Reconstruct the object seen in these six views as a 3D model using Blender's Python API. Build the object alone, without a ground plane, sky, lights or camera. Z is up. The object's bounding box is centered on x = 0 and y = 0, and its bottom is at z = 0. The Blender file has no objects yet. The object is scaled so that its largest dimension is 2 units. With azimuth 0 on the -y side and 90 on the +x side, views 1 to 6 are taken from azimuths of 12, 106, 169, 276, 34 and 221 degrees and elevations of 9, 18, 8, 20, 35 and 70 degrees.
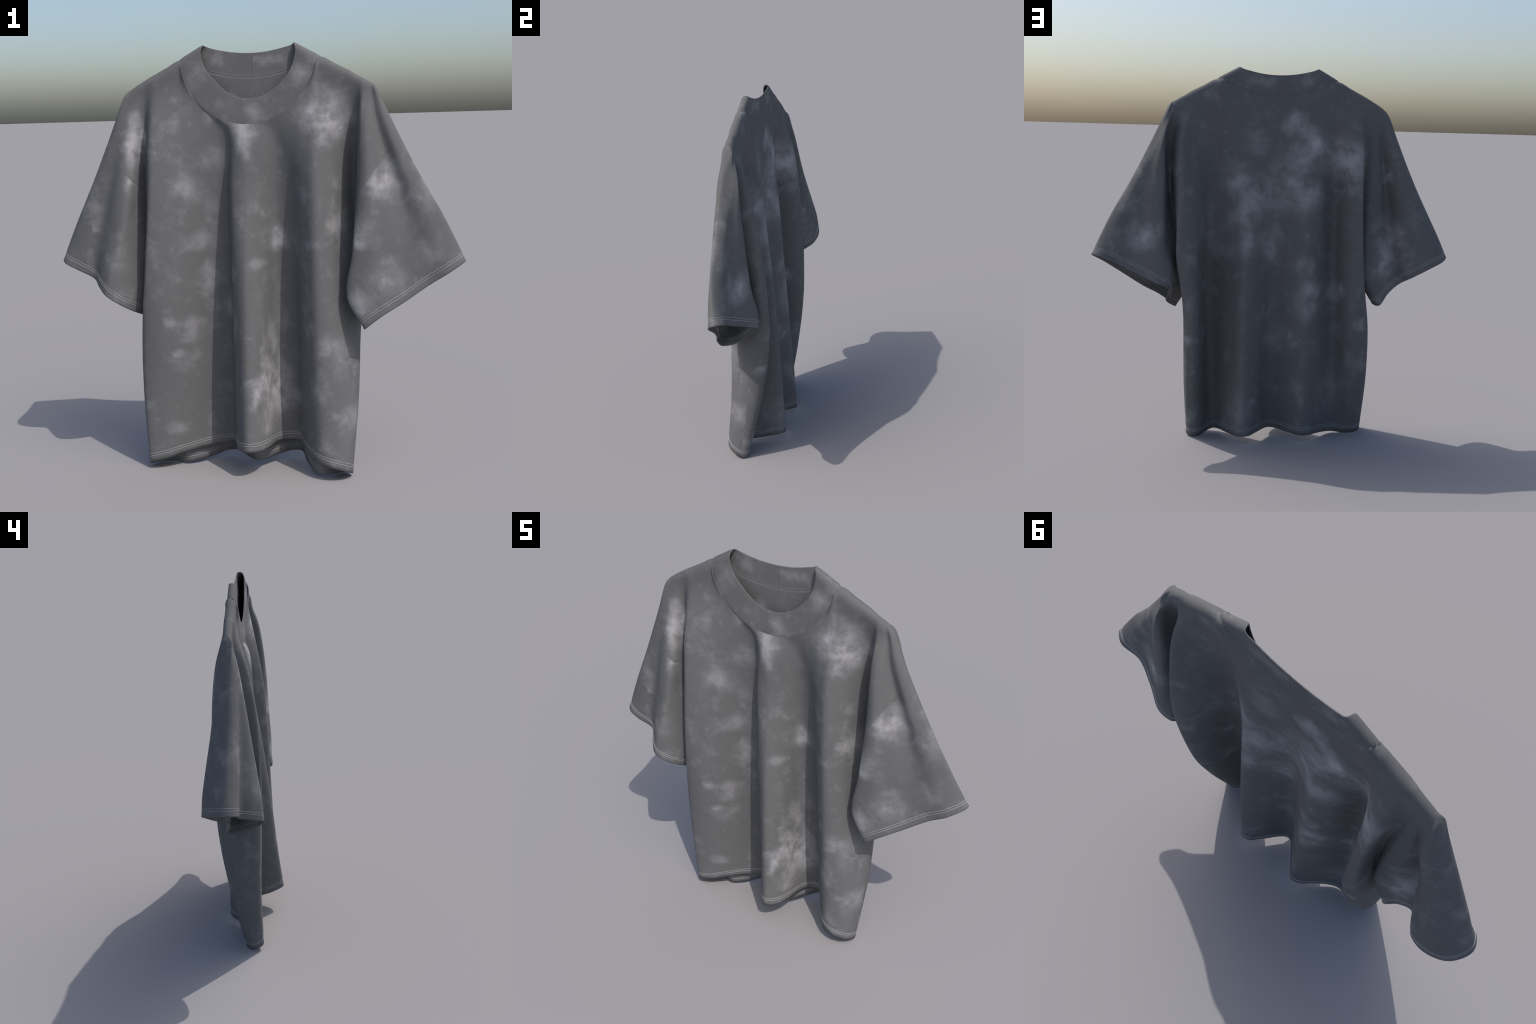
"""Oversized heavy-cotton T-shirt, cloud-washed charcoal, standing as if hung.

The cloth is lofted from fold lines.  Every fold line (ridge or valley) is a
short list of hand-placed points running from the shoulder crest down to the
hem or to a cuff; smooth splines pass along the fold lines and across them.
"""
import bpy, bmesh, math, random
import numpy as np
from mathutils import Vector

random.seed(7)
V = lambda *p: np.array(p, float)

# ------------------------------------------------------------------ splines
def hermite(P, t, m, closed=False):
    """Cubic through control points P (n,3) at knots t, m samples per span."""
    P = np.asarray(P, float); n = len(P)
    out = []
    def tangent(i):
        if closed:
            a, b, c = P[(i-1) % n], P[i % n], P[(i+1) % n]
            h0, h1 = t[(i-1) % n], t[i % n]          # span lengths
        else:
            if i == 0: return (P[1]-P[0])/t[0]
            if i == n-1: return (P[-1]-P[-2])/t[-1]
            a, b, c = P[i-1], P[i], P[i+1]; h0, h1 = t[i-1], t[i]
        return ((b-a)/h0*h1 + (c-b)/h1*h0)/(h0+h1)
    T = [tangent(i) for i in range(n)]
    spans = n if closed else n-1
    for i in range(spans):
        p0, p1 = P[i], P[(i+1) % n]; h = t[i]
        a, b = T[i]*h, T[(i+1) % n]*h
        for k in range(m):
            s = k/m
            out.append((2*s**3-3*s**2+1)*p0+(s**3-2*s**2+s)*a+(3*s**2-2*s**3)*p1+(s**3-s**2)*b)
    if not closed: out.append(P[-1])
    return np.array(out)

def spans(P, power=0.75, closed=False):
    Q = np.vstack([P, P[:1]]) if closed else P
    return np.maximum(np.linalg.norm(np.diff(Q, axis=0), axis=1), 1e-4)**power

def spline(P, m, closed=False):
    P = np.asarray(P, float)
    return hermite(P, spans(P, closed=closed), m, closed)

def lerp_table(tab, x):
    xs = [a for a, _ in tab]; ys = [b for _, b in tab]
    return float(np.interp(x, xs, ys))

# ------------------------------------------------------------------ neckline
# collar seam and collar edge: (x, z) as seen from the front, left to right
SEAM_FRONT = [(-.320, 1.945), (-.315, 1.897), (-.300, 1.842), (-.274, 1.789), (-.238, 1.738), (-.191, 1.697),
              (-.138, 1.665), (-.090, 1.649), (-.030, 1.641), (.045, 1.645), (.099, 1.663), (.149, 1.691),
              (.199, 1.731), (.241, 1.776), (.273, 1.826), (.299, 1.877), (.312, 1.938)]
SEAM_BACK = [(-.320, 1.945), (-.270, 1.917), (-.211, 1.891), (-.124, 1.868), (-.019, 1.857), (.086, 1.862),
             (.172, 1.883), (.241, 1.909), (.312, 1.938)]
EDGE_FRONT = [(-.216, 2.001), (-.222, 1.975), (-.217, 1.925), (-.194, 1.880), (-.156, 1.835), (-.112, 1.792),
              (-.067, 1.767), (-.012, 1.756), (.044, 1.761), (.095, 1.784), (.145, 1.824), (.186, 1.876),
              (.205, 1.925), (.212, 1.970), (.203, 1.997)]
EDGE_BACK = [(-.216, 2.001), (-.199, 1.992), (-.151, 1.978), (-.074, 1.964), (.004, 1.959), (.082, 1.964),
             (.150, 1.977), (.190, 1.988), (.203, 1.997)]

def round_y(f, front, tip=.022, yf=-.003, yb=.043, frac=.055):
    """depth of a neck curve: flat sheets in front and behind, rounded where they meet on the shoulder"""
    e = min(f, 1-f)/frac
    r = math.sqrt(max(0, 1-(1-min(1, e))**2))
    return tip + ((yf if front else yb)-tip)*r

def curve_xz(tab, n):
    """resample an (x, z) curve at n points evenly by arc length"""
    P = spline([(a, 0, b) for a, b in tab], 12)
    d = np.r_[0, np.cumsum(np.linalg.norm(np.diff(P, axis=0), axis=1))]
    s = np.linspace(0, d[-1], n)
    return np.array([[np.interp(q, d, P[:, 0]), np.interp(q, d, P[:, 2])] for q in s])

_sf, _sb = curve_xz(SEAM_FRONT, 400), curve_xz(SEAM_BACK, 400)
def seam_point(f, front):
    """point on the neck seam, f in 0..1 from -x to +x"""
    c = _sf if front else _sb
    i = f*(len(c)-1); a = int(min(i, len(c)-2)); w = i-a
    x, z = c[a]*(1-w)+c[a+1]*w
    return V(x, round_y(f, front), z)
CREST = [(-.66, 1.64), (-.61, 1.758), (-.597, 1.790), (-.58, 1.812), (-.54, 1.836), (-.485, 1.863), (-.40, 1.906), (-.320, 1.945),
         (.312, 1.938), (.40, 1.895), (.48, 1.853), (.53, 1.826), (.556, 1.809), (.570, 1.791), (.59, 1.755), (.63, 1.65)]
def crest(x, y=.020):
    return V(x, y, lerp_table(CREST, x))

# ------------------------------------------------------------------ fold lines
Z = (1.62, 1.33, 1.02, .70, .35)            # working heights of the torso folds
def fold(top, xy, hem):
    """torso fold line: top point, (x, y) at the working heights, hem point"""
    return [top] + [V(x, y, z) for (x, y), z in zip(xy, Z)] + [V(*hem)]

nf = lambda f: seam_point(f, True)
nb = lambda f: seam_point(f, False)
ARM_L, ARM_R = V(-.482, .030, .88), V(.498, .050, .97)
SIDE_L = [V(-.531, .028, .70), V(-.547, .012, .35), V(-.533, -.030, .008)]
SIDE_R = [V(.484, .055, .70), V(.476, .022, .35), V(.453, -.040, .012)]

front = [
    # shared valley beside the sleeve on -x
    [crest(-.485), V(-.512, .018, 1.62), V(-.517, .042, 1.33), ARM_L] + SIDE_L,
    fold(crest(-.450), [(-.462, -.055), (-.468, -.098), (-.495, -.106), (-.530, -.084), (-.540, -.074)], (-.525, -.077, .028)),
    fold(crest(-.390), [(-.400, -.052), (-.405, -.088), (-.425, -.098), (-.438, -.094), (-.448, -.076)], (-.454, -.076, .048)),
    fold(nf(.00), [(-.322, -.030), (-.308, -.036), (-.310, -.034), (-.320, -.028), (-.330, -.018)], (-.360, -.028, .070)),
    fold(nf(.16), [(-.208, .000), (-.205, .024), (-.212, .042), (-.218, .054), (-.225, .060)], (-.252, .033, .088)),
    fold(nf(.33), [(-.130, .010), (-.133, .040), (-.134, .054), (-.138, .064), (-.140, .075)], (-.148, .078, .095)),
    fold(nf(.40), [(-.090, -.008), (-.090, -.032), (-.088, -.055), (-.087, -.068), (-.086, -.082)], (-.080, -.105, .124)),
    fold(nf(.48), [(-.030, -.020), (-.025, -.048), (-.025, -.088), (-.025, -.120), (-.024, -.150)], (-.022, -.173, .138)),
    fold(nf(.515), [(.005, -.017), (.006, -.036), (.008, -.070), (.010, -.108), (.013, -.138)], (.014, -.164, .138)),
    fold(nf(.55), [(.042, -.010), (.038, -.016), (.040, -.038), (.045, -.066), (.048, -.076)], (.052, -.118, .137)),
    fold(nf(.62), [(.110, .008), (.105, .040), (.102, .053), (.102, .064), (.105, .080)], (.108, .074, .118)),
    fold(nf(.73), [(.170, .000), (.172, .026), (.172, .040), (.175, .055), (.175, .074)], (.170, .095, .115)),
    fold(nf(.87), [(.240, -.020), (.238, -.040), (.238, -.042), (.237, -.038), (.238, -.036)], (.240, -.035, .100)),
    fold(nf(1.0), [(.300, -.034), (.298, -.078), (.300, -.092), (.305, -.096), (.308, -.102)], (.312, -.117, .079)),
    fold(crest(.390), [(.360, -.008), (.360, -.040), (.365, -.056), (.372, -.074), (.375, -.098)], (.376, -.131, .065)),
    fold(crest(.430), [(.415, .030), (.408, .024), (.408, .014), (.425, -.018), (.432, -.066)], (.430, -.105, .043)),
    [crest(.490), V(.472, .050, 1.62), V(.460, .085, 1.33), ARM_R] + SIDE_R,
]
back = [      # from +x round to -x
    [crest(.490), V(.550, .012, 1.64), V(.552, -.008, 1.33), ARM_R] + SIDE_R,
    fold(crest(.430), [(.503, .090), (.506, .146), (.530, .144), (.472, .138), (.463, .080)], (.440, -.012, .004)),
    fold(crest(.390), [(.438, .056), (.447, .122), (.460, .164), (.440, .158), (.428, .090)], (.403, -.004, .000)),
    fold(nb(1.0), [(.318, .012), (.332, -.016), (.340, -.040), (.335, -.055), (.320, -.076)], (.302, -.079, .018)),
    fold(nb(.88), [(.228, .042), (.232, .044), (.236, .044), (.236, .045), (.232, .046)], (.226, .050, .027)),
    fold(nb(.76), [(.172, .057), (.172, .088), (.172, .112), (.172, .130), (.172, .144)], (.182, .150, .041)),
    fold(nb(.69), [(.133, .054), (.133, .080), (.133, .100), (.133, .116), (.132, .130)], (.135, .146, .042)),
    fold(nb(.62), [(.090, .048), (.090, .064), (.090, .070), (.090, .080), (.090, .092)], (.088, .096, .043)),
    fold(nb(.49), [(.000, .040), (.000, .024), (.000, .012), (.000, .004), (-.002, .002)], (-.006, .001, .039)),
    fold(nb(.36), [(-.085, .045), (-.085, .050), (-.085, .054), (-.085, .056), (-.085, .064)], (-.095, .089, .036)),
    fold(nb(.24), [(-.160, .050), (-.160, .080), (-.160, .095), (-.160, .112), (-.158, .130)], (-.152, .143, .033)),
    fold(nb(.18), [(-.203, .049), (-.205, .072), (-.207, .083), (-.207, .096), (-.203, .116)], (-.200, .128, .029)),
    fold(nb(.12), [(-.240, .045), (-.245, .055), (-.248, .058), (-.248, .066), (-.244, .080)], (-.240, .088, .022)),
    fold(nb(.00), [(-.328, .024), (-.334, -.012), (-.340, -.014), (-.347, .000), (-.354, .004)], (-.355, .010, .006)),
    fold(crest(-.390), [(-.400, .086), (-.402, .112), (-.410, .130), (-.420, .140), (-.438, .092)], (-.435, .028, .000)),
    fold(crest(-.450), [(-.450, .106), (-.452, .142), (-.460, .152), (-.486, .134), (-.514, .080)], (-.504, .008, .001)),
    [crest(-.485), V(-.495, .045, 1.64), V(-.470, .038, 1.33), ARM_L] + SIDE_L,
]

def sleeve_lines(rows): return [[V(*p) if not isinstance(p, np.ndarray) else p for p in r] for r in rows]
# sleeves: top, two points on the cap, one level with the armpit, one above the cuff, the cuff
front_l = sleeve_lines([
    front[0][:4] + [(-.500, .045, .83), (-.560, .030, .738)],
    [crest(-.505), (-.527, .004, 1.65), (-.548, -.004, 1.35), (-.566, -.048, 1.05), (-.590, -.078, .92), (-.612, -.085, .795)],
    [crest(-.530), (-.545, -.016, 1.65), (-.575, -.064, 1.34), (-.617, -.103, 1.09), (-.655, -.122, .97), (-.685, -.132, .857)],
    [crest(-.550), (-.568, -.025, 1.65), (-.622, -.062, 1.37), (-.675, -.078, 1.11), (-.715, -.080, .99), (-.740, -.078, .891)],
    [crest(-.568), (-.605, -.020, 1.65), (-.675, -.030, 1.38), (-.735, -.026, 1.15), (-.770, -.020, 1.02), (-.790, -.013, .922)],
    [crest(-.583, .015), (-.637, -.010, 1.655), (-.735, -.018, 1.39), (-.805, -.022, 1.18), (-.842, -.024, 1.06), (-.872, -.026, .967)],
    [crest(-.592, .012), (-.652, .002, 1.655), (-.762, .000, 1.40), (-.847, -.002, 1.20), (-.890, -.004, 1.085), (-.930, -.014, .992)],
    [crest(-.597), (-.657, .022, 1.655), (-.770, .020, 1.404), (-.865, .025, 1.215), (-.917, .034, 1.11), (-.965, .048, 1.006)],
])
back_l = sleeve_lines([
    front_l[-1],
    [crest(-.592, .030), (-.643, .060, 1.66), (-.747, .095, 1.38), (-.828, .132, 1.17), (-.878, .144, 1.07), (-.924, .135, .989)],
    [crest(-.583), (-.605, .078, 1.65), (-.690, .108, 1.36), (-.757, .142, 1.14), (-.797, .157, 1.03), (-.830, .167, .949)],
    [crest(-.568), (-.580, .056, 1.65), (-.650, .076, 1.36), (-.702, .112, 1.10), (-.733, .135, .99), (-.758, .144, .906)],
    [crest(-.550), (-.565, .044, 1.65), (-.612, .024, 1.36), (-.650, .022, 1.07), (-.674, .042, .95), (-.695, .053, .845)],
    [crest(-.530), (-.552, .048, 1.65), (-.570, .054, 1.35), (-.576, .056, 1.05), (-.594, .060, .91), (-.640, .058, .797)],
    [crest(-.505), (-.525, .050, 1.65), (-.512, .062, 1.34), (-.506, .064, 1.03), (-.512, .068, .86), (-.586, .083, .737)],
    back[-1][:4] + front_l[0][4:],
])
front_r = sleeve_lines([
    front[-1][:4] + [(.510, .038, .86), (.572, .022, .762)],
    [crest(.507), (.501, -.036, 1.64), (.490, -.055, 1.35), (.462, -.068, 1.06), (.434, -.070, .86), (.514, -.087, .713)],
    [crest(.522), (.525, -.040, 1.65), (.530, -.075, 1.36), (.540, -.084, 1.07), (.562, -.090, .90), (.600, -.084, .778)],
    [crest(.535), (.550, -.030, 1.65), (.585, -.048, 1.37), (.630, -.052, 1.11), (.662, -.040, .95), (.690, -.050, .832)],
    [crest(.545), (.564, -.006, 1.66), (.648, -.008, 1.39), (.712, -.016, 1.16), (.758, -.022, 1.01), (.800, -.023, .907)],
    [crest(.556, .015), (.598, -.014, 1.67), (.703, -.026, 1.402), (.792, -.022, 1.212), (.845, -.028, 1.083), (.897, -.021, .969)],
    [crest(.568), (.628, .008, 1.663), (.758, .000, 1.404), (.861, .000, 1.223), (.911, .012, 1.122), (.962, .034, 1.013)],
])
back_r = sleeve_lines([
    front_r[-1],
    [crest(.556, .030), (.608, .044, 1.665), (.728, .040, 1.40), (.818, .043, 1.20), (.866, .055, 1.09), (.920, .072, 1.005)],
    [crest(.545), (.597, .066, 1.66), (.684, .055, 1.38), (.743, .052, 1.16), (.788, .056, 1.04), (.825, .062, .964)],
    [crest(.535), (.590, .078, 1.65), (.638, .088, 1.36), (.672, .094, 1.13), (.700, .098, 1.00), (.725, .102, .920)],
    [crest(.522), (.583, .068, 1.65), (.594, .094, 1.35), (.604, .118, 1.10), (.613, .142, .97), (.628, .150, .877)],
    [crest(.507), (.573, .032, 1.65), (.573, .036, 1.35), (.563, .082, 1.07), (.558, .132, .95), (.568, .138, .848)],
    back[0][:4] + front_r[0][4:],
])

# ------------------------------------------------------------------ lofting
M = 8            # samples between neighbouring fold lines
MR = 16          # samples between working heights

def dense_column(c, side):
    """spline a fold line; off the neck it first rolls over the rounded shoulder crest"""
    if abs(c[0][0]) > .300 and c[0][2] < 1.946 and side:
        roll = c[0] + V(0, side*.016, -.005)
        yoke = c[0] + (c[1]-c[0])*.40              # folds fade out towards the shoulder
        ease = .026 if side > 0 else .015
        yoke[1] = c[0][1]+side*ease + .20*(c[1][1]-c[0][1]-side*ease)
        full = spline([c[0], roll, yoke] + list(c[1:]), MR)
        head = full[:3*MR+1]                       # three spans resampled as one
        d = np.r_[0, np.cumsum(np.linalg.norm(np.diff(head, axis=0), axis=1))]
        q = np.linspace(0, d[-1], MR+1)
        head = np.array([[np.interp(a, d, head[:, k]) for k in range(3)] for a in q])
        return np.vstack([head, full[3*MR+1:]])
    return spline(c, MR)

def ring(cols, closed=False):
    """cols: list of dense columns; returns rows of samples across them"""
    R = len(cols[0])
    return [spline([c[r] for c in cols], M, closed) for r in range(R)]

SUP = 3*MR       # rows above armpit level
F = [dense_column(c, -1) for c in front]
B = [dense_column(c, 1) for c in back]
FL = [dense_column(c, -1) for c in front_l[:-1]] + [dense_column(front_l[-1], 0)]
FR = [dense_column(c, -1) for c in front_r[:-1]] + [dense_column(front_r[-1], 0)]
BL = [FL[-1]] + [dense_column(c, 1) for c in back_l[1:]]
BR = [FR[-1]] + [dense_column(c, 1) for c in back_r[1:]]

verts, faces, tags = [], [], []
def add_grid(rows, tag, closed=False, r0=0, r1=None):
    rows = rows[r0:r1]
    base = len(verts); n = len(rows[0])
    for r in rows: verts.extend(r)
    for i in range(len(rows)-1):
        for j in range(n if closed else n-1):
            k = (j+1) % n
            faces.append((base+i*n+j, base+i*n+k, base+(i+1)*n+k, base+(i+1)*n+j)); tags.append(tag)

# upper sheets: cuff crest (-x) ... torso ... cuff crest (+x), front and back
# (one fold line of the other sheet is added at either end so that the sleeve crest comes out round)
def sheet(cols): return [r[M:-M] for r in ring([c[:SUP+1] for c in cols])]
up_front = sheet([BL[1]] + FL[::-1] + F[1:-1] + FR + [BR[1]])
up_back = sheet([FR[-2]] + BR + B[1:-1] + BL[::-1] + [FL[-2]])
# make both sheets share crest columns exactly, and the top edge outside the neck
nl, nr = (len(FL)-1)*M, (len(FR)-1)*M
nlb, nrb = (len(BL)-1)*M, (len(BR)-1)*M
assert nl == nlb and nr == nrb
nFb, nBb = (len(F)-1)*M, (len(B)-1)*M

# the neck borders follow the collar seam exactly
NF = (.00, .16, .33, .40, .48, .515, .55, .62, .73, .87, 1.0)          # where the fold lines meet the seam
NB = (1.0, .88, .76, .69, .62, .49, .36, .24, .18, .12, .00)
for rows, first, fs, is_front in ((up_front, nl+3*M, NF, True), (up_back, nr+3*M, NB, False)):
    for k in range((len(fs)-1)*M+1):
        a = min(k//M, len(fs)-2); f = fs[a]+(fs[a+1]-fs[a])*(k-a*M)/M
        d = seam_point(f, is_front)-rows[0][first+k]
        for r in range(12):
            rows[r][first+k] = rows[r][first+k]+d*(1-r/12)**2
kl, kr = nl+3*M, nr+3*M          # columns from the cuff crest to the neck, either side
up_back[0][-kl-1:] = up_front[0][:kl+1][::-1]
up_back[0][:kr+1] = up_front[0][-kr-1:][::-1]
for r in range(SUP+1):
    up_back[r][0] = up_front[r][-1]; up_back[r][-1] = up_front[r][0]

# below the armpit: closed torso tube and closed sleeve tubes, eased in from the sheets above
torso = ring([c[SUP:] for c in F[:-1]] + [c[SUP:] for c in B[:-1]], True)
slv_l = ring([c[SUP:] for c in FL[:-1]] + [c[SUP:] for c in BL[:-1]], True)
slv_r = ring([c[SUP:] for c in FR[:-1]] + [c[SUP:] for c in BR[:-1]], True)
# first row of every tube is the last row of the sheet
lowF, lowB = up_front[-1], up_back[-1]
t0 = np.vstack([lowF[nl:nl+nFb], lowB[nr:nr+nBb]])
sl0 = np.vstack([lowF[:nl+1][::-1][:-1], lowB[len(lowB)-nl-1:][::-1][:-1]])
sr0 = np.vstack([lowF[nl+nFb:][:-1], lowB[:nr+1][:-1]])
EASE = 14
for tube, first in ((torso, t0), (slv_l, sl0), (slv_r, sr0)):
    d = first - tube[0]
    for r in range(EASE):
        w = 1-r/EASE; w = w*w*(3-2*w)
        tube[r] = tube[r] + d*w
    tube[0] = first

TORSO, SLEEVE_L, SLEEVE_R = 0, 2, 3
add_grid([r[:nl+1] for r in up_front], 10)
add_grid([r[nl:nl+nFb+1] for r in up_front], 0)
add_grid([r[nl+nFb:] for r in up_front], 11)
add_grid([r[:nr+1] for r in up_back], 13)
add_grid([r[nr:nr+nBb+1] for r in up_back], 1)
add_grid([r[nr+nBb:] for r in up_back], 12)
nf0 = len(faces)
add_grid(torso, 0, True)
for i in range(nf0, len(faces)):          # torso tube: front half / back half
    if (i-nf0) % len(torso[0]) >= nFb: tags[i] = 1
add_grid(slv_l, 2, True)
add_grid(slv_r, 3, True)

# weld -----------------------------------------------------------------
verts = np.array(verts)
me = bpy.data.meshes.new("cloth")
me.from_pydata([tuple(v) for v in verts], [], faces)
bm = bmesh.new(); bm.from_mesh(me)
lay = bm.faces.layers.int.new("region")
bm.faces.ensure_lookup_table()
for f, t in zip(bm.faces, tags): f[lay] = t
bmesh.ops.remove_doubles(bm, verts=bm.verts, dist=2e-5)
# the shoulder crest: weld front and back top borders outside the neck
border = [v for v in bm.verts if v.is_boundary and v.co.z > 1.6]
bmesh.ops.remove_doubles(bm, verts=border, dist=.004)
bmesh.ops.dissolve_degenerate(bm, dist=1e-6, edges=bm.edges)
bm.verts.ensure_lookup_table(); bm.verts.index_update()
holes = [e for e in bm.edges if e.is_boundary and e.verts[0].co.z > 1.6]
print("TOP BORDER EDGES", len(holes), "x range", min(v.co.x for e in holes for v in e.verts), max(v.co.x for e in holes for v in e.verts))

# relax: rounds the crest and the joins between lofted parts
N = len(bm.verts)
co = np.array([v.co[:] for v in bm.verts])
ed = np.array([[e.verts[0].index, e.verts[1].index] for e in bm.edges])
deg = np.zeros(N); np.add.at(deg, ed[:, 0], 1); np.add.at(deg, ed[:, 1], 1)
pin = np.array([v.is_boundary for v in bm.verts])
def relax(co, weight, it):
    for _ in range(it):
        s = np.zeros_like(co); np.add.at(s, ed[:, 0], co[ed[:, 1]]); np.add.at(s, ed[:, 1], co[ed[:, 0]])
        avg = s/np.maximum(deg, 1)[:, None]
        co = co + (avg-co)*weight[:, None]
    return co
w = np.full(N, .5); w[pin] = 0
co = relax(co, w, 3)
near = np.minimum(np.linalg.norm((co-V(-.585, .02, 1.79))*V(1, .6, 1), axis=1), np.linalg.norm((co-V(.560, .02, 1.79))*V(1, .6, 1), axis=1))
w = np.clip(1-near/.13, 0, 1)*.6; w[pin] = 0
co = relax(co, w, 14)                      # round the shoulder points
near = np.minimum(np.linalg.norm(co-V(-.320, .022, 1.945), axis=1), np.linalg.norm(co-V(.312, .022, 1.938), axis=1))
w = np.clip(1-near/.045, 0, 1)*.5; w[pin] = 0
co = relax(co, w, 2)                      # and calm the cloth where it meets the ends of the collar
for v, c in zip(bm.verts, co): v.co = c
bmesh.ops.recalc_face_normals(bm, faces=bm.faces)
bm.faces.ensure_lookup_table()
# outward check
s = sum((f.normal.y < 0) == (f[lay] in (0, 10, 11)) for f in bm.faces)
if s < len(bm.faces)/2: bmesh.ops.reverse_faces(bm, faces=bm.faces)

# armhole seams: cut the sleeve caps along a slanting plane, everything below it is sleeve
cut_verts = []
for side, x0, z0 in ((-1, -.68, 1.56), (1, .67, 1.58)):
    caps = [f for f in bm.faces if f[lay] in ((10, 12) if side < 0 else (11, 13))]
    geom = list({v for f in caps for v in f.verts}) + list({e for f in caps for e in f.edges}) + caps
    no = Vector((.82*-side, 0, -.57)).normalized()       # points down and inward of the slanting line
    no = Vector((side*.821, 0, -.571)).normalized()
    res = bmesh.ops.bisect_plane(bm, geom=geom, dist=1e-5, plane_co=(x0, 0, z0), plane_no=no)
    cut_verts += [v for v in res["geom_cut"] if isinstance(v, bmesh.types.BMVert)]
    for f in bm.faces:
        if f[lay] in ((10, 12) if side < 0 else (11, 13)):
            below = (f.calc_center_median()-Vector((x0, 0, z0))).dot(no) > 0
            f[lay] = (2 if side < 0 else 3) if below else (0 if f[lay] in (10, 11) else 1)
bm.normal_update()
bmesh.ops.connect_verts_concave(bm, faces=bm.faces)
bm.normal_update()
bm.to_mesh(me)
from mathutils.bvhtree import BVHTree
tree = BVHTree.FromBMesh(bm)
bm.free()
THICK = .0045
def on_cloth(p):
    """nearest point of the outer cloth surface and its normal"""
    loc, no, idx, d = tree.find_nearest(Vector(p))
    return loc, no

# ------------------------------------------------------------------ materials
def node_tree(name):
    m = bpy.data.materials.new(name); m.use_nodes = True
    nt = m.node_tree; nt.nodes.clear()
    out = nt.nodes.new("ShaderNodeOutputMaterial")
    b = nt.nodes.new("ShaderNodeBsdfPrincipled")
    nt.links.new(b.outputs[0], out.inputs[0])
    return m, nt, b

# pale wash clouds: (x, z, radius, strength, height to width)
CLOUDS_FRONT = [
    (.336, 1.682, .114, 1.0, 1.0), (.378, 1.603, .068, .8, 1.0), (-.034, 1.583, .048, 1.0, 2.2), (-.310, 1.352, .068, .5, 1.0),
    (-.258, 1.102, .091, .5, .5), (-.218, .926, .068, .6, 1.0), (-.322, .683, .068, .6, 1.0), (-.408, .721, .030, .6, 1.0),
    (-.345, .524, .050, .5, 1.0), (.111, 1.118, .058, .9, 1.0), (.009, 1.004, .042, .5, 1.0), (.083, .400, .060, 1.3, 3.0), (.070, .65, .030, .6, 3.0),
    (.356, .606, .073, .7, 1.0), (.169, .343, .052, .5, 1.0), (.316, .435, .045, .5, 1.6), (.441, .276, .048, .5, 1.6),
    (-.181, 1.491, .061, .4, 1.0), (-.129, .773, .045, .4, 1.6), (.401, 1.184, .036, .5, 2.0), (-.355, 1.752, .030, .5, 1.0),
    (-.189, 1.689, .039, .5, 1.0), (.001, .448, .038, .5, 1.0), (-.398, .207, .061, .4, .6), (-.221, 1.261, .036, .3, 2.0),
    (-.548, 1.580, .050, 1.3, 2.4)]
CLOUDS_BACK = [
    (-.103, 1.710, .065, .8, 1.0), (-.186, 1.584, .105, .9, 1.0), (-.365, 1.545, .112, 1.0, 1.0), (.202, 1.414, .085, .8, 1.0),
    (.052, 1.331, .135, .6, 1.0), (-.141, 1.36, .11, .6, 1.3), (-.06, 1.47, .10, .4, 1.0), (.163, 1.226, .076, .6, 1.4), (.159, 1.062, .068, .7, 1.3),
    (.019, 1.071, .068, .6, 1.5), (-.162, .957, .061, .6, 1.0), (-.186, .769, .082, .8, 1.5), (-.321, .795, .068, .5, 1.5),
    (.446, .572, .031, .7, 1.0), (-.031, .555, .085, .3, 1.0), (-.129, .279, .041, .3, 2.0), (-.350, .273, .085, .3, 1.5),
    (.175, .178, .061, .3, 1.8), (.542, 1.459, .031, .7, 1.0), (.103, 1.620, .068, .4, 1.0), (.363, 1.845, .041, .4, 1.0),
    (.317, 1.156, .102, .3, 1.5), (-.465, .639, .031, .5, 1.0)]
# the sleeves' clouds carry a depth too: (x, z, radius, strength, height to width, y)
CLOUDS_LEFT = [(-.548, 1.42, .050, 1.3, 2.2, -.06), (-.761, 1.264, .045, .5, 1.0, -.03), (-.750, 1.164, .022, .5, 1.0, -.03),
               (-.625, 1.082, .085, 1.0, 1.6, .08), (-.605, .938, .075, .8, 1.5, .06), (-.70, .98, .06, .5, 1.3, .12), (-.587, 1.436, .048, .7, 1.0, .06),
               (-.640, 1.03, .060, .4, 1.3, -.10)]
CLOUDS_RIGHT = [(.611, 1.385, .094, 1.0, 1.0, -.04), (.509, 1.140, .061, .9, 1.0, -.06), (.624, .964, .083, .7, 1.0, -.06),
                (.492, .836, .076, .8, 1.0, -.08), (.794, 1.038, .064, .6, 1.0, -.02), (.664, 1.128, .061, .9, 1.0, .10),
                (.722, 1.094, .068, .6, 1.0, .08), (.780, 1.300, .050, .5, 1.5, .00)]
CLOUDS_COLLAR = [(.022, 1.700, .05, .6, 1.0, 0), (.235, 1.850, .06, .5, 1.0, 0), (-.26, 1.86, .05, .3, 1.2, 0), (-.12, 1.72, .05, .3, .8, 0),
                 (.15, 1.94, .05, .25, 1.0, .04), (-.12, 1.93, .06, .2, .7, .04), (.08, 1.90, .06, .25, .6, .04)]

BASE, PALE = (.122, .122, .124), (.345, .342, .355)

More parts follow.
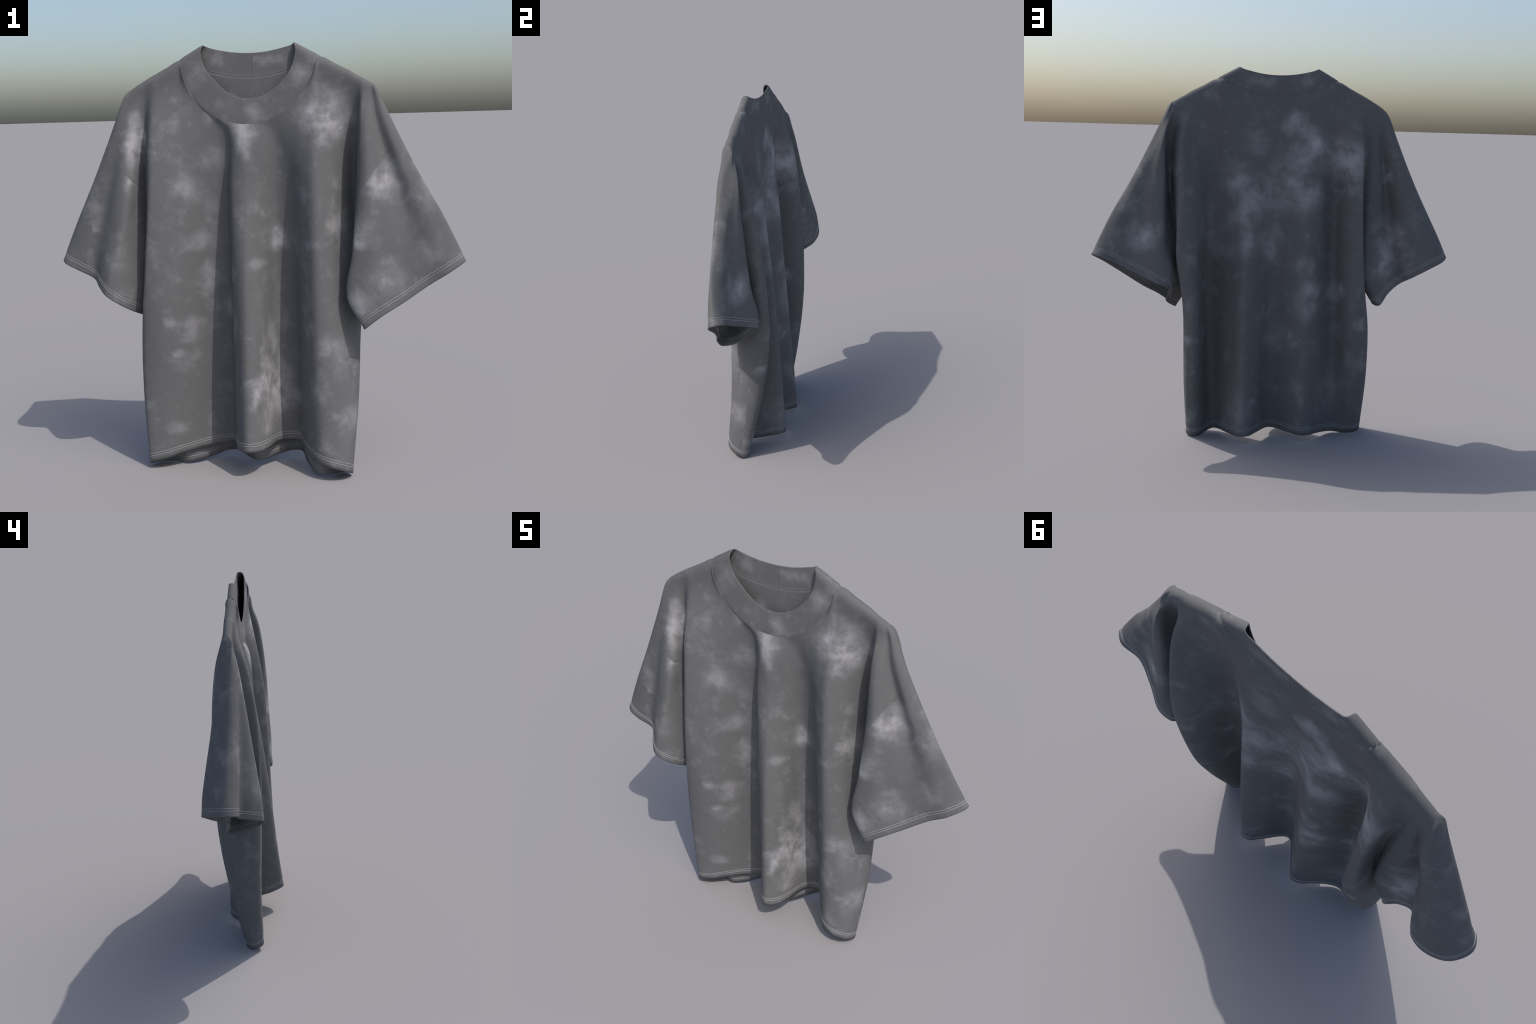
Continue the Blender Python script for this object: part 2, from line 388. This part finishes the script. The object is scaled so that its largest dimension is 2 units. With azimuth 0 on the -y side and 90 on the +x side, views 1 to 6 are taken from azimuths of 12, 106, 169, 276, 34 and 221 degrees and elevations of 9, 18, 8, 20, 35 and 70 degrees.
def cloth_material(name, clouds, seed, seams=(), rear_only=False):
    """charcoal cotton with soft pale wash clouds; clouds sit where the list says, noise breaks them up"""
    m, nt, b = node_tree(name)
    N, L = nt.nodes.new, nt.links.new
    def math_(op, a, c=None, clamp=False):
        n = N("ShaderNodeMath"); n.operation = op; n.use_clamp = clamp
        for k, v in enumerate((a, c)):
            if v is None: continue
            if isinstance(v, (int, float)): n.inputs[k].default_value = v
            else: L(v, n.inputs[k])
        return n.outputs[0]
    def vmath(op, a, c):
        n = N("ShaderNodeVectorMath"); n.operation = op
        for k, v in enumerate((a, c)):
            if isinstance(v, tuple): n.inputs[k].default_value = v
            else: L(v, n.inputs[k])
        return n
    def noise(vec, scale, detail, rough=.55, out="Fac"):
        n = N("ShaderNodeTexNoise"); n.inputs["Scale"].default_value = scale
        n.inputs["Detail"].default_value = detail; n.inputs["Roughness"].default_value = rough
        L(vec, n.inputs["Vector"]); return n.outputs[out]
    def remap(v, a, c, lo=0., hi=1.):
        n = N("ShaderNodeMapRange"); n.interpolation_type = "SMOOTHSTEP"
        n.inputs[1].default_value, n.inputs[2].default_value = a, c
        n.inputs[3].default_value, n.inputs[4].default_value = lo, hi
        L(v, n.inputs[0]); return n.outputs[0]
    obj = N("ShaderNodeTexCoord").outputs["Object"]
    pos = vmath("ADD", obj, (seed*1.7, seed*.9, seed*2.3)).outputs[0]
    # ragged edges: warp the position with noise before measuring distances
    wob = vmath("SUBTRACT", noise(pos, 7.5, 6, .62, "Color"), (.5, .5, .5)).outputs[0]
    warped = vmath("ADD", obj, vmath("MULTIPLY", wob, (.17, .02, .17)).outputs[0]).outputs[0]
    total = None
    for c in clouds:
        x, z, r, k, tall = c[:5]; depth = c[5] if len(c) > 5 else None
        d = vmath("MULTIPLY", vmath("SUBTRACT", warped, (x, depth or 0, z)).outputs[0],
                  (1/r, 0 if depth is None else .9/max(r, .06), 1/(r*tall)))
        ln = vmath("LENGTH", d.outputs[0], (0, 0, 0)).outputs["Value"]
        v = math_("MULTIPLY", remap(ln, 1.45, .0), k)
        total = v if total is None else math_("ADD", total, v)
    fine = remap(noise(pos, 12, 8, .60), .30, .68, .16, 1.12)
    wisps = math_("MULTIPLY", remap(noise(pos, 7.5, 8, .64), .51, .78), .34)
    streak = math_("MULTIPLY", remap(noise(pos, 21, 4, .6), .52, .80), .16)
    mask = math_("MULTIPLY", total, fine)
    mask = math_("ADD", math_("ADD", math_("MULTIPLY", mask, .88), wisps), streak, True)
    mix = N("ShaderNodeMix"); mix.data_type = "RGBA"
    mix.inputs["A"].default_value = BASE+(1,); mix.inputs["B"].default_value = PALE+(1,)
    L(mask, mix.inputs["Factor"])
    col = mix.outputs["Result"]
    height = math_("MULTIPLY", noise(obj, 420, 2), .12)
    for co_, no_ in seams:          # stitched seam: a thin pressed line on a plane
        dd = vmath("DOT_PRODUCT", vmath("SUBTRACT", obj, co_).outputs[0], no_).outputs["Value"]
        line = remap(math_("ABSOLUTE", dd), .0035, .0005)
        if rear_only:
            sp = N("ShaderNodeSeparateXYZ"); L(obj, sp.inputs[0])
            line = math_("MULTIPLY", line, math_("GREATER_THAN", sp.outputs[1], .02))
        height = math_("SUBTRACT", height, line)
        mx = N("ShaderNodeMix"); mx.data_type = "RGBA"
        L(math_("MULTIPLY", line, .35), mx.inputs["Factor"]); L(col, mx.inputs["A"])
        mx.inputs["B"].default_value = (.07, .07, .072, 1); col = mx.outputs["Result"]
    L(col, b.inputs["Base Color"])
    bump = N("ShaderNodeBump"); bump.inputs["Strength"].default_value = .35; bump.inputs["Distance"].default_value = .002
    L(height, bump.inputs["Height"]); L(bump.outputs[0], b.inputs["Normal"])
    b.inputs["Roughness"].default_value = .92
    b.inputs["Specular IOR Level"].default_value = .15
    return m

plane_l = ((-.68, 0, 1.56), tuple(Vector((-.821, 0, -.571)).normalized()))
plane_r = ((.67, 0, 1.58), tuple(Vector((.821, 0, -.571)).normalized()))
front_cotton = cloth_material("washed_cotton_front", CLOUDS_FRONT, 1)
back_cotton = cloth_material("washed_cotton_back", CLOUDS_BACK, 2)
left_cotton = cloth_material("washed_cotton_sleeve", CLOUDS_LEFT, 3, [plane_l])
right_cotton = cloth_material("washed_cotton_sleeve_b", CLOUDS_RIGHT, 4, [plane_r])
collar_cotton = cloth_material("washed_rib", CLOUDS_COLLAR, 5, [((.004, 0, 1.9), (1, 0, 0))], True)   # joined at the nape
thread, _nt, _b = node_tree("pale_thread")
_b.inputs["Base Color"].default_value = (.50, .50, .51, 1); _b.inputs["Roughness"].default_value = .7

# ------------------------------------------------------------------ objects
shirt = bpy.data.objects.new("t_shirt", None)
bpy.context.collection.objects.link(shirt)
shirt["label"] = "oversized charcoal cloud-washed cotton t-shirt with mock neck collar"
shirt["category"] = "t-shirt"

def link(name, mesh, material, parent=shirt, kind=None):
    o = bpy.data.objects.new(name, mesh)
    bpy.context.collection.objects.link(o); o.parent = parent
    mesh.materials.clear(); mesh.materials.append(material)
    if kind: o["kind"] = kind
    return o

def baked(o):
    """apply all modifiers"""
    dg = bpy.context.evaluated_depsgraph_get()
    m2 = bpy.data.meshes.new_from_object(o.evaluated_get(dg))
    old = o.data; o.modifiers.clear(); o.data = m2
    bpy.data.meshes.remove(old)
    return o

# cloth thickness on the whole garment, then one object per cut panel
whole = link("whole_cloth", me, front_cotton)
mod = whole.modifiers.new("thickness", "SOLIDIFY"); mod.thickness = THICK; mod.offset = -1; mod.use_even_offset = False
baked(whole)
me = whole.data; me.shade_smooth()
normals = [v.normal.copy() for v in me.vertices]
region = np.zeros(len(me.polygons), int); me.attributes["region"].data.foreach_get("value", region)
panels = {}
for tag, name in ((0, "front_panel"), (1, "back_panel"), (2, "sleeve"), (3, "sleeve")):
    pid = np.nonzero(region == tag)[0]
    used = {}; vs = []; fs = []; ns = []
    for p in pid:
        f = []
        for vi in me.polygons[p].vertices:
            if vi not in used:
                used[vi] = len(vs); vs.append(me.vertices[vi].co[:]); ns.append(normals[vi])
            f.append(used[vi])
        fs.append(f)
    pm = bpy.data.meshes.new(name); pm.from_pydata(vs, [], fs); pm.shade_smooth()
    pm.normals_split_custom_set_from_vertices(ns)
    panels[tag] = link(name, pm, (front_cotton, back_cotton, left_cotton, right_cotton)[tag])
bpy.data.objects.remove(whole)

# ------------------------------------------------------------------ collar
NC = 120
def loop_from(frontc, backc, yf, yb):
    a, b = curve_xz(frontc, NC+1), curve_xz(backc, NC+1)
    L = []
    for i in range(NC):
        L.append(V(a[i][0], yf(i/NC, a[i][0]), a[i][1]))
    for i in range(NC):
        k = NC-i
        L.append(V(b[k][0], yb(k/NC, b[k][0]), b[k][1]))
    return np.array(L)
edge = loop_from(EDGE_FRONT, EDGE_BACK, lambda f, x: round_y(f, True, .021, .001, .042), lambda f, x: round_y(f, False, .021, .001, .042))
seam = loop_from(SEAM_FRONT, SEAM_BACK, lambda f, x: round_y(f, True), lambda f, x: round_y(f, False))
n2 = 2*NC
def band(name, rows, thick, material, bev=0, lift=None):
    vs, fs = [], []
    n = len(rows[0])
    for r in rows: vs += [tuple(p) for p in r]
    for i in range(len(rows)-1):
        for j in range(n):
            k = (j+1) % n
            fs.append((i*n+j, i*n+k, (i+1)*n+k, (i+1)*n+j))
    m = bpy.data.meshes.new(name); m.from_pydata(vs, [], fs)
    b = bmesh.new(); b.from_mesh(m); bmesh.ops.recalc_face_normals(b, faces=b.faces); b.normal_update()
    b.faces.ensure_lookup_table()
    f = b.faces[n*(len(rows)//2-1)+NC//2]
    if f.normal.y > 0: bmesh.ops.reverse_faces(b, faces=b.faces)
    b.normal_update(); b.verts.ensure_lookup_table()
    if lift:
        no = [v.normal.copy() for v in b.verts]
        for v, q in zip(b.verts, no): v.co += q*lift[v.index//n]
    b.to_mesh(m); b.free()
    o = link(name, m, material)
    md = o.modifiers.new("thickness", "SOLIDIFY"); md.thickness = thick; md.offset = -1
    if bev:
        md = o.modifiers.new("round", "BEVEL"); md.width = bev; md.segments = 3; md.limit_method = "ANGLE"; md.angle_limit = math.radians(50)
    baked(o); o.data.shade_smooth()
    return o

rows = [[edge[i]*(1-k)+seam[i]*k for i in range(n2)] for k in list(np.linspace(0, 1, 13))+[1.05]]
lift = [.000, .0005, .0008, .0008, .0008, .0008, .0008, .0008, .0008, .0008, .0006, .0004, .0000, -.0014]
band("collar", rows, THICK, collar_cotton, .002, lift)

# ------------------------------------------------------------------ hem stitching
def stitch_rows(name, tube, parent, distances=(.030, .0415), pitch=.0061, dash=.0040, width=.0021):
    """rows of little raised dashes at fixed distances above a hem, inside and outside the cloth"""
    n = len(tube[0]); vs, fs = [], []
    for dist in distances:
        loop = []
        for j in range(n):
            left = dist; r = len(tube)-1; p = tube[r][j]
            while left > 0 and r > 0:
                q = tube[r-1][j]; seg = np.linalg.norm(q-p)
                if seg >= left: p = p+(q-p)*left/seg; left = 0
                else: left -= seg; p = q; r -= 1
            loop.append(p)
        loop = np.array(loop+[loop[0]])
        d = np.r_[0, np.cumsum(np.linalg.norm(np.diff(loop, axis=0), axis=1))]
        count = int(d[-1]/pitch)
        at = lambda q: V(*[np.interp(q % d[-1], d, loop[:, k]) for k in range(3)])
        for i in range(count):
            q0 = i*d[-1]/count
            a, b = at(q0), at(q0+dash)
            la, na = on_cloth(a); lb, nb_ = on_cloth(b)
            t = (lb-la)
            if t.length < 1e-5 or t.length > 3*dash: continue
            t.normalize()
            for lift in (.0004, -(THICK+.0004)):
                s_ = 1 if lift > 0 else -1
                base = len(vs)
                for l, nn, end in ((la, na, -1), (la.lerp(lb, .5), (na+nb_).normalized(), 0), (lb, nb_, 1)):
                    side = nn.cross(t).normalized()*(width/2 if end == 0 else width/3)
                    c = l+nn*lift
                    top = nn*s_*(.0008 if end == 0 else .0003)
                    vs.extend([tuple(c-side-nn*s_*.0008), tuple(c-side*.5+top), tuple(c+side*.5+top), tuple(c+side-nn*s_*.0008)])
                for k in range(2):
                    for e in range(3):
                        x0 = base+k*4+e
                        f = (x0, x0+1, x0+5, x0+4)
                        fs.append(f if s_ > 0 else f[::-1])
    m = bpy.data.meshes.new(name); m.from_pydata(vs, [], fs); m.shade_smooth()
    return link(name, m, thread, parent, "stuff")

stitch_rows("hem_stitching", torso, panels[0])
stitch_rows("cuff_stitching", slv_l, panels[2])
stitch_rows("cuff_stitching", slv_r, panels[3])
